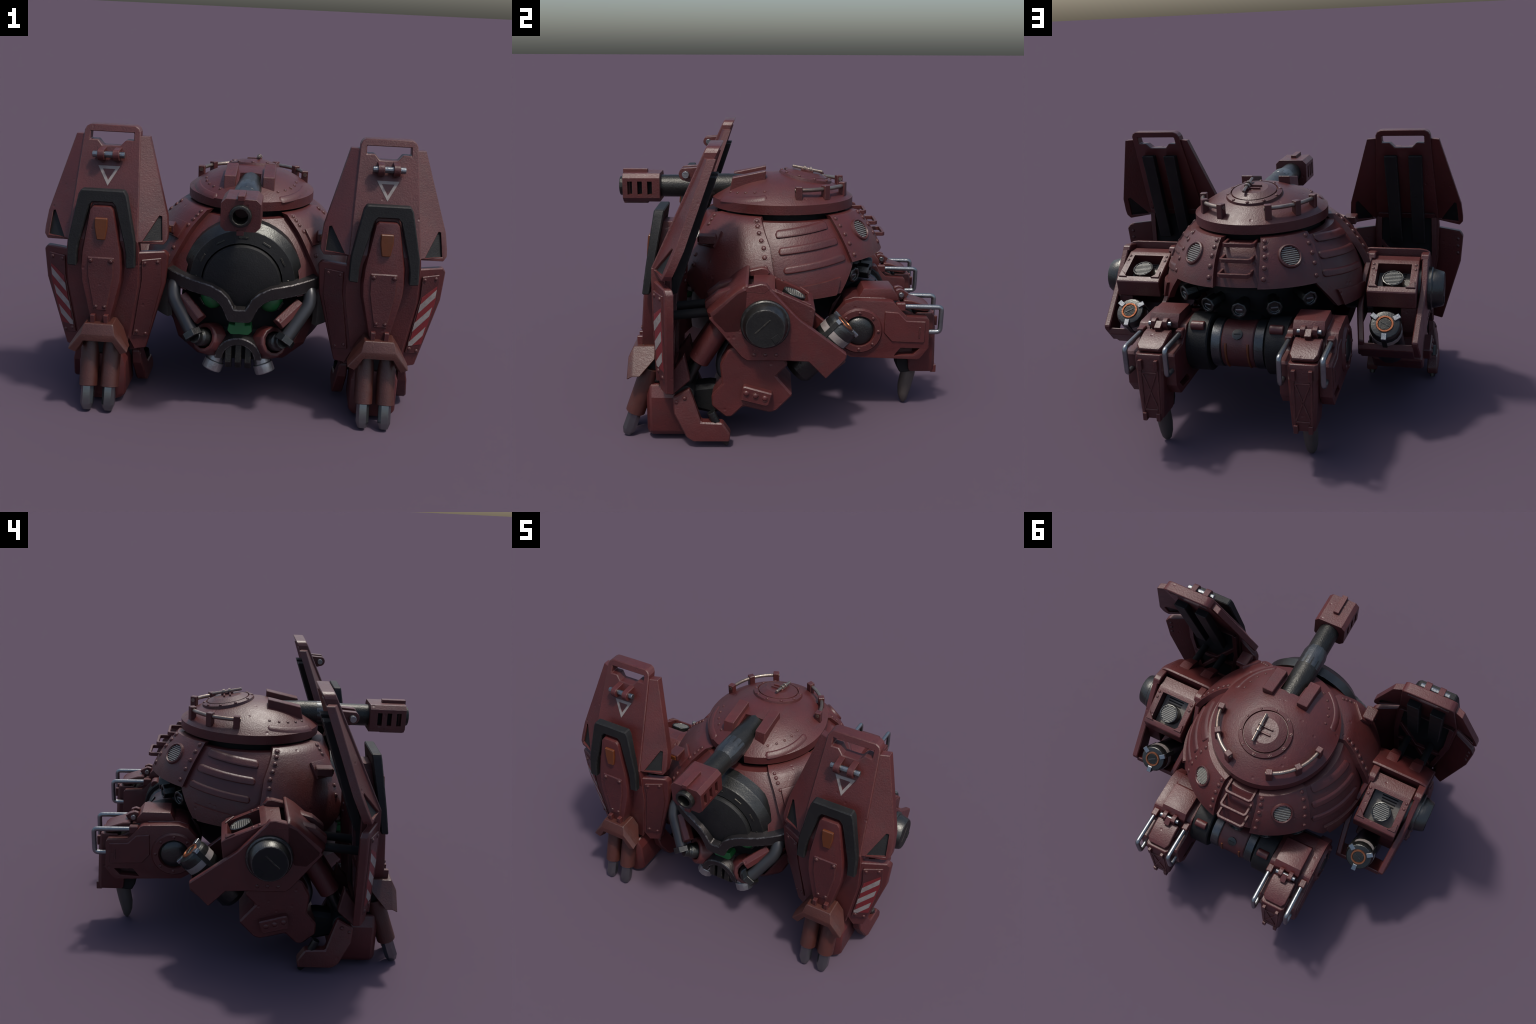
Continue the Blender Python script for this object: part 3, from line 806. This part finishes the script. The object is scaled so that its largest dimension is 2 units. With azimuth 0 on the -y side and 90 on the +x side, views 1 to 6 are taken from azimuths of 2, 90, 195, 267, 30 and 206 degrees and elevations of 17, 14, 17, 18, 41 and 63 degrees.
# frame bottom bar and upper lintel
loft("frame_bar", [[(x, 0.306, 0.425), (x, 0.312, 0.390), (x, 0.216, 0.310), (x, 0.20, 0.350)] for x in (IX + 0.045, OX - 0.045)], red, leg, 0.004)
for x0, x1 in ((IX + 0.045, IX + 0.085), (OX - 0.040, OX + 0.001)):
    xslab("frame_rim", [(-0.145, 0.735), (-0.135, 0.762), (-0.075, 0.776), (-0.050, 0.771), (-0.035, 0.750), (-0.06, 0.730)], x0, x1, red, leg, 0.004)
# speaker box
bx0, bx1 = 0.556, 0.802
btop = [(-0.115, 0.742), (-0.040, 0.744), (0.152, 0.656), (0.170, 0.642), (0.158, 0.555), (-0.02, 0.555)]
sbox = xslab("speaker_box", btop, bx0, bx1, red, leg, 0.004)
sd = V((0, 0.185, -0.086)).normalized()
sn = V((0, 0.086, 0.185)).normalized()
sc = V((0.679, 0.060, 0.697))
Rs = Matrix((V((1, 0, 0)), sd, sn)).transposed()
cut(sbox, [hidden_box(sc + sd * 0.004, (0.172, 0.170, 0.160), Rs)])
box("speaker_well", sc - sn * 0.072 + sd * 0.004, (0.168, 0.172, 0.012), grey, leg, Rs, 0.002)
lathe("speaker_can", [(0.0, -0.068), (0.056, -0.068), (0.056, 0.004), (0.050, 0.006), (0.047, 0.0), (0, 0.0)], sc + sd * 0.022 - sn * 0.004, sn, dark_metal, leg, 12, 0.001)
slats("speaker_grille", sc + sd * 0.022 - sn * 0.003, sn, 0.046, slat_paint, leg, 9, up=sd)
for k in range(4):
    box("vent_slit", sc - sd * (0.070 - 0.016 * k) - sn * 0.065 + V((0.012, 0, 0)), (0.095 - 0.006 * k, 0.007, 0.005), matt_black, leg, Rs, 0.001)
for x in (0.572, 0.787):
    for t in (-0.075, -0.042):
        rivet(V((x, sc.y, sc.z)) + sd * t + sn * 0.0005, sn, 0.0085, red, leg)
for sgn in (1, -1):
    xe = 0.679 + sgn * 0.117
    p0 = V((xe, 0.150, 0.656)) - sd * 0.002 + sn * 0.0
    tri3 = [(0, 0), (-sgn * 0.050, 0), (-sgn * 0.004, -0.050)]
    slab("corner_gusset", tri3, lambda a, b, p0=p0: p0 + V((a, 0, 0)) + sd * b + sn * 0.008, lambda a, b, p0=p0: p0 + V((a, 0, 0)) + sd * b - sn * 0.008, red, leg, 0.003)
box("cavity_block", (0.765, 0.06, 0.49), (0.08, 0.18, 0.13), red_deep, leg, None, 0.004)
# ammunition cylinder held in the tail
cd0, cd1 = V((0.667, 0.085, 0.290)), V((0.667, 0.318, 0.532))
cdir = (cd1 - cd0).normalized()
cl = (cd1 - cd0).length
lathe("power_cell", [(0, 0), (0.060, 0), (0.078, 0.025), (0.078, cl - 0.02), (0.070, cl - 0.004), (0.050, cl), (0, cl)], cd0, cdir, dark_metal, leg, 18, 0.002)
lathe("white_band", [(0.075, 0), (0.0795, 0), (0.0795, 0.034), (0.075, 0.034)], cd0 + cdir * (cl - 0.085), cdir, white, leg, 18, closed=True)
lathe("copper_ring", [(0.030, -0.004), (0.034, 0.006), (0.042, 0.006), (0.045, -0.004)], cd1, cdir, copper, leg, 24, closed=True)
lathe("cell_cap", [(0, 0.003), (0.030, 0.003), (0.031, -0.004), (0, -0.004)], cd1, cdir, gun_metal, leg, 18)
ca, cb, _ = frame_of(cdir)
box("cap_slot", cd1 + cdir * 0.004, (0.045, 0.004, 0.003), dark_metal, leg, Matrix((ca, cb, cdir)).transposed() @ Matrix.Rotation(0.5, 3, 'Z'), 0.0005)
for t in (35, 145, 270):
    a = radians(t)
    rad = ca * cos(a) + cb * sin(a)
    tang = cdir.cross(rad)
    Rc = Matrix((tang, rad, cdir)).transposed()
    box("cell_clamp", cd1 + rad * 0.066 - cdir * 0.004, (0.026, 0.036, 0.018), bright_metal, leg, Rc, 0.002)
    box("cell_strap", cd1 + rad * 0.079 - cdir * 0.065, (0.024, 0.006, 0.12), black, leg, Rc, 0.001)
# elbow disc
EC = (0, -0.057, 0.592)
lathe("elbow_disc", [(0, 0.78), (0.112, 0.80), (0.112, 0.864), (0.107, 0.870), (0.101, 0.870), (0.101, 0.880), (0.090, 0.920), (0.086, 0.925), (0, 0.925)], EC, (1, 0, 0), dark_metal, leg, 28, angle=25)
lathe("elbow_cap", [(0, 0.9265), (0.083, 0.9265), (0.083, 0.915), (0, 0.915)], EC, (1, 0, 0), black, leg, 28)
Rx = lambda t: Matrix.Rotation(radians(t), 3, 'X')
box("disc_mark", (0.927, -0.068, 0.603), (0.003, 0.092, 0.007), gun_metal, leg, Rx(43), 0.001)
box("disc_notch", (0.9262, -0.008, 0.548), (0.006, 0.036, 0.030), matt_black, leg, Rx(35), 0.001)
for y in (-0.108, -0.057, -0.008):
    rivet((OX - 0.001, y, 0.442), (1, 0, 0), 0.010, red, leg)
# knuckles on the front of the housing
for x in (0.605, 0.745):
    loft("knuckle", [[(x - 0.035, -0.20, 0.735), (x + 0.035, -0.20, 0.735), (x + 0.035, -0.23, 0.70), (x - 0.035, -0.23, 0.70)],
                     [(x - 0.034, -0.275, 0.715), (x + 0.034, -0.275, 0.715), (x + 0.034, -0.285, 0.66), (x - 0.034, -0.285, 0.66)],
                     [(x - 0.028, -0.335, 0.668), (x + 0.028, -0.335, 0.668), (x + 0.028, -0.330, 0.62), (x - 0.028, -0.330, 0.62)]], red, leg, 0.012, 2)
# linkage between housing and shield
cyl("shield_link", (0.62, -0.29, 0.62), (0.62, -0.49, 0.60), 0.022, matt_black, leg, seg=14)
cyl("shield_link", (0.76, -0.29, 0.62), (0.76, -0.49, 0.60), 0.022, matt_black, leg, seg=14)
# knee block
knee = [(-0.225, 0.458), (-0.265, 0.385), (-0.255, 0.292), (-0.305, 0.235), (-0.303, 0.178), (-0.240, 0.125), (-0.212, 0.127), (-0.158, 0.180), (-0.035, 0.148), (-0.004, 0.158), (0.071, 0.237), (-0.006, 0.330), (0.048, 0.385), (0.0, 0.47), (-0.12, 0.50)]
xslab("knee_block", knee, 0.565, 0.825, red, leg, 0.008)
for x0, x1 in ((0.82, 0.862), (0.528, 0.57)):
    xslab("knee_pad", [(-0.160, 0.290), (-0.150, 0.295), (-0.022, 0.258), (-0.040, 0.200), (-0.055, 0.196), (-0.170, 0.226)], x0, x1, red, leg, 0.007)
    n = 1 if x0 > 0.7 else -1
    for k in range(3):
        rivet((x1 if n > 0 else x0, -0.142 + 0.042 * k, 0.262 - 0.012 * k), (n, 0, 0), 0.0135, red, leg)
# cable from knee to foot
tube("knee_cable", fillet([(0.70, -0.21, 0.47), (0.70, -0.275, 0.36), (0.70, -0.265, 0.29), (0.70, -0.21, 0.27)], 0.05, 6), 0.022, rubber, leg, 12)
tube("knee_cable", fillet([(0.64, -0.21, 0.47), (0.64, -0.275, 0.36), (0.64, -0.265, 0.29), (0.64, -0.21, 0.27)], 0.05, 6), 0.022, rubber, leg, 12)
# twin pistons down to the foot
for x in (0.750, 0.630):
    cyl("piston_sleeve", (x, -0.235, 0.585), (x, -0.370, 0.378), 0.052, red, leg, seg=18, bevel=0.006)
    cyl("piston_rod", (x, -0.35, 0.41), (x, -0.455, 0.225), 0.026, dark_metal, leg, seg=14)

# ------------------------------------------------------------------ foot (+x)
foot = loft("foot_block", [[(SX - w, -0.590, z), (SX - w + 0.03, -0.612, z), (SX + w - 0.03, -0.612, z), (SX + w, -0.590, z), (SX + w, yb, z), (SX - w, yb, z)] for z, w, yb in ((0.018, 0.095, -0.40), (0.045, 0.118, -0.385), (0.215, 0.118, -0.42), (0.27, 0.095, -0.45))], red, root, 0.006)
# front claws in sleeves
for a in (-0.054, 0.054):
    x = SX + a
    p0, p1 = V((x, -0.590, 0.345)), V((x, -0.672, 0.118))
    cyl("claw_sleeve", p0, p1, 0.046, red_orange, foot, seg=20, bevel=0.003)
    d = (p1 - p0).normalized()
    a1, b1, _ = frame_of(d, (1, 0, 0))
    secs = []
    for t, r in ((-0.02, 0.031), (0.088, 0.031), (0.118, 0.020)):
        c = p1 + d * t
        secs.append([c + V((1, 0, 0)) * (r * px) + V((1, 0, 0)).cross(d) * (r * py) for px, py in ((-0.55, -1), (0.55, -1), (1, -0.45), (1, 0.45), (0.55, 1), (-0.55, 1), (-1, 0.45), (-1, -0.45))])
    loft("claw", secs, claw_metal, foot)
# guard hood over the claws
def hood(y, a, za, b, zb, t):
    return [(SX - a, y, za), (SX - b, y, zb), (SX + b, y, zb), (SX + a, y, za), (SX + a - t, y, za - 0.015), (SX + b - 0.01, y, zb - t), (SX - b + 0.01, y, zb - t), (SX - a + t, y, za - 0.015)]
loft("claw_hood", [hood(-0.690, 0.149, 0.318, 0.082, 0.401, 0.036), hood(-0.665, 0.149, 0.330, 0.070, 0.450, 0.06), hood(-0.632, 0.149, 0.330, 0.070, 0.451, 0.055), hood(-0.565, 0.105, 0.40, 0.070, 0.452, 0.05)], red_orange, foot, 0.003)
box("hood_mount", (SX, -0.575, 0.335), (0.16, 0.09, 0.13), matt_black, foot, None, 0.01)
# rear claws at both sides
rc = [(-0.480, 0.235), (-0.404, 0.278), (-0.388, 0.233), (-0.350, 0.125), (-0.252, 0.122), (-0.216, 0.068), (-0.220, 0.030), (-0.386, 0.030), (-0.418, 0.052), (-0.474, 0.165)]
for sgn in (1, -1):
    xa, xb = SX + sgn * 0.140, SX + sgn * 0.198
    slab("rear_claw", rc, lambda y, z: (xa - sgn * 0.012 * (z > 0.15), y, z), lambda y, z: (SX + sgn * (0.162 + 0.034 * max(0.0, min(1.0, (0.26 - z) / 0.16))), y, z), red, foot, 0.006)
    for y, z in ((-0.462, 0.215), (-0.425, 0.235)):
        rivet((SX + sgn * 0.170, y, z), (sgn, 0, 0), 0.0085, red, foot)
    xm = SX + sgn * 0.168
    tube("claw_rod", [(xm, -0.305, 0.168), (xm, -0.245, 0.030), (xm, -0.232, 0.008)], lambda t: 0.020 if t < 0.9 else 0.012, dark_metal, foot, 8)
    # upper ankle wedge
    xw = SX + sgn * 0.135
    slab("ankle_wedge", [(-0.425, 0.440), (-0.400, 0.315), (-0.485, 0.240), (-0.490, 0.350)], lambda y, z: (xw + sgn * 0.022, y, z), lambda y, z: (xw - sgn * 0.022, y, z), red_deep, foot, 0.005)
cyl("ankle_joint", (SX - 0.13, -0.43, 0.235), (SX + 0.13, -0.43, 0.235), 0.045, black, foot, seg=18)
loft("ankle_fork", [[(x, -0.42, 0.13), (x, -0.42, 0.24), (x, -0.30, 0.255), (x, -0.22, 0.22), (x, -0.22, 0.14), (x, -0.30, 0.10)] for x in (0.635, 0.745)], matt_black, foot, 0.02)

# ------------------------------------------------------------------ rear axle
AY, AZ = 0.475, 0.460
axle = lathe("rear_axle", [(0, -0.30), (0.095, -0.30), (0.095, 0.30), (0, 0.30)], (0, AY, AZ), (1, 0, 0), matt_black, root, 32)
lathe("axle_drum", [(0.09, -0.080), (0.112, -0.080), (0.116, -0.074), (0.116, 0.074), (0.112, 0.080), (0.09, 0.080)], (0, AY, AZ), (1, 0, 0), red, axle, 40, closed=True)
for sx in (1, -1):
    lathe("axle_ring", [(0.09, 0.081), (0.113, 0.081), (0.119, 0.086), (0.119, 0.128), (0.113, 0.134), (0.09, 0.134)], (0, AY, AZ), (sx, 0, 0), axle_metal, axle, 24, closed=True)
    lathe("axle_wheel", [(0.10, 0.142), (0.136, 0.142), (0.142, 0.148), (0.142, 0.245), (0.136, 0.25), (0.10, 0.25)], (0, AY, AZ), (sx, 0, 0), black, axle, 32, closed=True)
    cyl("axle_tab", (sx * 0.162, AY + 0.085, AZ + 0.112), (sx * 0.228, AY + 0.085, AZ + 0.112), 0.024, red, axle, seg=10)
    for t0 in (30,):
        pts = [(sx * 0.055, AY + 0.1165 * cos(radians(t)), AZ + 0.1165 * sin(radians(t))) for t in range(-55, 21, 5)]
        tube("drum_light", pts, 0.006, amber, axle, 8)
ht = radians(42)
hcn = V((0, cos(ht), sin(ht)))
lathe("drum_screw", [(0, -0.01), (0.026, -0.01), (0.026, 0.004), (0.020, 0.006), (0, 0.006)], V((0, AY, AZ)) + hcn * 0.117, hcn, dark_metal, axle, 16)
box("screw_slot", V((0, AY, AZ)) + hcn * 0.1235, (0.034, 0.006, 0.003), black, axle, basis(hcn), 0.0005)
lathe("axle_strut", [(0, 0), (0.11, 0), (0.10, 0.2), (0, 0.2)], (0, AY - 0.02, AZ), (0, -0.85, 0.5), matt_black, axle, 16)

# ------------------------------------------------------------------ rear leg (+x)
rp = [(0.268, 0.455), (0.285, 0.345), (0.368, 0.296), (0.700, 0.284), (0.712, 0.288), (0.754, 0.345), (0.752, 0.490), (0.742, 0.502), (0.640, 0.508), (0.575, 0.578), (0.560, 0.583), (0.385, 0.590), (0.335, 0.574), (0.285, 0.515)]
rwin = [(0.615, 0.345), (0.712, 0.343), (0.680, 0.308), (0.582, 0.302)]
rleg = slab("rear_leg", [rp, rwin], lambda y, z: (0.490, y, z), lambda y, z: (0.432, y, z), red, root, 0.009, 2)
slab("inner_side", [rp, rwin], lambda y, z: (0.248, y, z), lambda y, z: (0.305, y, z), red, rleg, 0.009, 2)
core = [(0.275, 0.455), (0.290, 0.350), (0.368, 0.305), (0.69, 0.295), (0.69, 0.50), (0.60, 0.545), (0.54, 0.588), (0.385, 0.592), (0.335, 0.575)]
xslab("leg_core", core, 0.30, 0.44, red_deep, rleg, 0.006)
# raised panel and hub on the outer side
slab("side_hatch", [(0.530, 0.536), (0.598, 0.530), (0.640, 0.487), (0.735, 0.484), (0.733, 0.378), (0.728, 0.372), (0.570, 0.378), (0.528, 0.425)], lambda y, z: (0.496, y, z), lambda y, z: (0.475, y, z), red, rleg, 0.004)
xslab("hatch_latch", [(0.700, 0.398), (0.708, 0.398), (0.710, 0.455), (0.702, 0.455)], 0.492, 0.4985, red_deep, rleg, 0.001)
HC = (0, 0.406, 0.435)
lathe("hub_ring", [(0.060, 0.472), (0.116, 0.472), (0.116, 0.492), (0.108, 0.504), (0.080, 0.504), (0.074, 0.492), (0.070, 0.472)], HC, (1, 0, 0), red, rleg, 32, closed=True, angle=28)
lathe("hub_cap", [(0, 0.512), (0.035, 0.510), (0.062, 0.503), (0.073, 0.490), (0.073, 0.46), (0, 0.46)], HC, (1, 0, 0), dark_metal, rleg, 28, angle=40)
for k in range(8):
    a = 2 * pi * k / 8 + pi / 2
    rivet((0.504, HC[1] + 0.094 * cos(a), HC[2] + 0.094 * sin(a)), (1, 0, 0), 0.0085, red, rleg)
# hood, hinge and flap
loft("leg_hood", [[(0.280, y0, z), (0.430, y0, z), (0.430, y1, z), (0.280, y1, z)] for z, y0, y1 in ((0.57, 0.398, 0.605), (0.60, 0.412, 0.600), (0.634, 0.430, 0.572))], red, rleg, 0.006, 2)
for x in (0.335, 0.392):
    xslab("hinge_lug", [(0.585, 0.565), (0.595, 0.618), (0.615, 0.624), (0.638, 0.615), (0.642, 0.592), (0.630, 0.570)], x - 0.012, x + 0.012, red, rleg, 0.002)
cyl("hinge_pin", (0.306, 0.620, 0.597), (0.421, 0.620, 0.597), 0.013, bright_metal, rleg, seg=10, bevel=0.002)
box("flap_tongue", (0.3635, 0.632, 0.582), (0.032, 0.045, 0.05), red, rleg, Rx(-30), 0.002)
loft("leg_flap", [[(0.300, 0.632, 0.575), (0.430, 0.632, 0.575), (0.430, 0.632, 0.530), (0.300, 0.632, 0.530)],
                  [(0.300, 0.672, 0.572), (0.430, 0.672, 0.572), (0.430, 0.672, 0.525), (0.300, 0.672, 0.525)],
                  [(0.300, 0.752, 0.545), (0.430, 0.752, 0.545), (0.430, 0.748, 0.515), (0.300, 0.748, 0.515)],
                  [(0.315, 0.772, 0.530), (0.415, 0.772, 0.530), (0.415, 0.764, 0.512), (0.315, 0.764, 0.512)]], red, rleg, 0.004)
# grab handles at both sides
for x in (0.464, 0.267):
    pts = fillet([(x, 0.600, 0.553), (x, 0.815, 0.549), (x, 0.812, 0.421), (x, 0.745, 0.421)], 0.02, 5)
    tube("grab_handle", pts, 0.0125, bright_metal, rleg, 12)
    box("handle_socket", (x, 0.612, 0.553), (0.034, 0.045, 0.04), red, rleg, None, 0.004)
# shin
def shin(z, w, y1, y0):
    return [(0.364 - w, y0, z), (0.364 + w, y0, z), (0.364 + w, y1 - 0.012, z), (0.364 + w - 0.012, y1, z), (0.364 - w + 0.012, y1, z), (0.364 - w, y1 - 0.012, z)]
loft("shin", [shin(0.510, 0.068, 0.784, 0.70), shin(0.490, 0.071, 0.790, 0.69), shin(0.34, 0.065, 0.797, 0.66), shin(0.205, 0.056, 0.802, 0.672), shin(0.190, 0.051, 0.800, 0.68)], red, rleg, 0.003)
sy = lambda z: 0.791 + (0.49 - z) * 0.034
def shin_bar(p, q, w, d=0.005, nm="shin_brace"):
    p, q = V(p), V(q)
    dd = (q - p).normalized()
    n = V((-dd.y, dd.x)) * w / 2
    slab(nm, [tuple(p + n), tuple(q + n), tuple(q - n), tuple(p - n)], lambda x, z: (x, sy(z) + d, z), lambda x, z: (x, sy(z) - 0.006, z), red, rleg, 0.0015)
shin_bar((0.330, 0.418), (0.398, 0.240), 0.008)
shin_bar((0.398, 0.418), (0.330, 0.240), 0.008)
shin_bar((0.328, 0.420), (0.400, 0.420), 0.008)
shin_bar((0.332, 0.236), (0.396, 0.236), 0.008)
shin_bar((0.322, 0.435), (0.326, 0.220), 0.010)
shin_bar((0.406, 0.435), (0.402, 0.220), 0.010)
for x in (0.325, 0.403):
    box("shin_lug", (x, 0.797, 0.462), (0.018, 0.02, 0.05), red, rleg, None, 0.002)
for x in (0.330, 0.398):
    box("shin_lug", (x, 0.801, 0.203), (0.020, 0.028, 0.04), red, rleg, None, 0.002)
# ankle and toe
xslab("rear_ankle", [(0.603, 0.30), (0.612, 0.215), (0.632, 0.178), (0.700, 0.186), (0.722, 0.20), (0.735, 0.30)], 0.322, 0.406, matt_black, rleg, 0.006)
secs = []
for z, y0, y1, w in ((0.23, 0.640, 0.710, 0.033), (0.16, 0.628, 0.705, 0.036), (0.10, 0.618, 0.692, 0.036), (0.05, 0.620, 0.678, 0.032), (0.018, 0.630, 0.668, 0.024), (0.004, 0.640, 0.658, 0.013)):
    yc, yr = (y0 + y1) / 2 + 0.012, (y1 - y0) / 2
    secs.append([(0.364 + w * cos(2 * pi * k / 12), yc + yr * sin(2 * pi * k / 12), z) for k in range(12)])
loft("toe", secs, bone, rleg, angle=50)
cyl("leg_axle_stub", (0.22, AY - 0.03, AZ), (0.30, AY - 0.03, AZ), 0.12, matt_black, rleg, seg=24)

# ------------------------------------------------------------------ mirrored twins
for p in (shield, leg, foot, rleg):
    mirror(p)
for o in bpy.data.objects:
    if o.type == 'MESH' and o.name.startswith("cutter"):
        bpy.data.objects.remove(o)
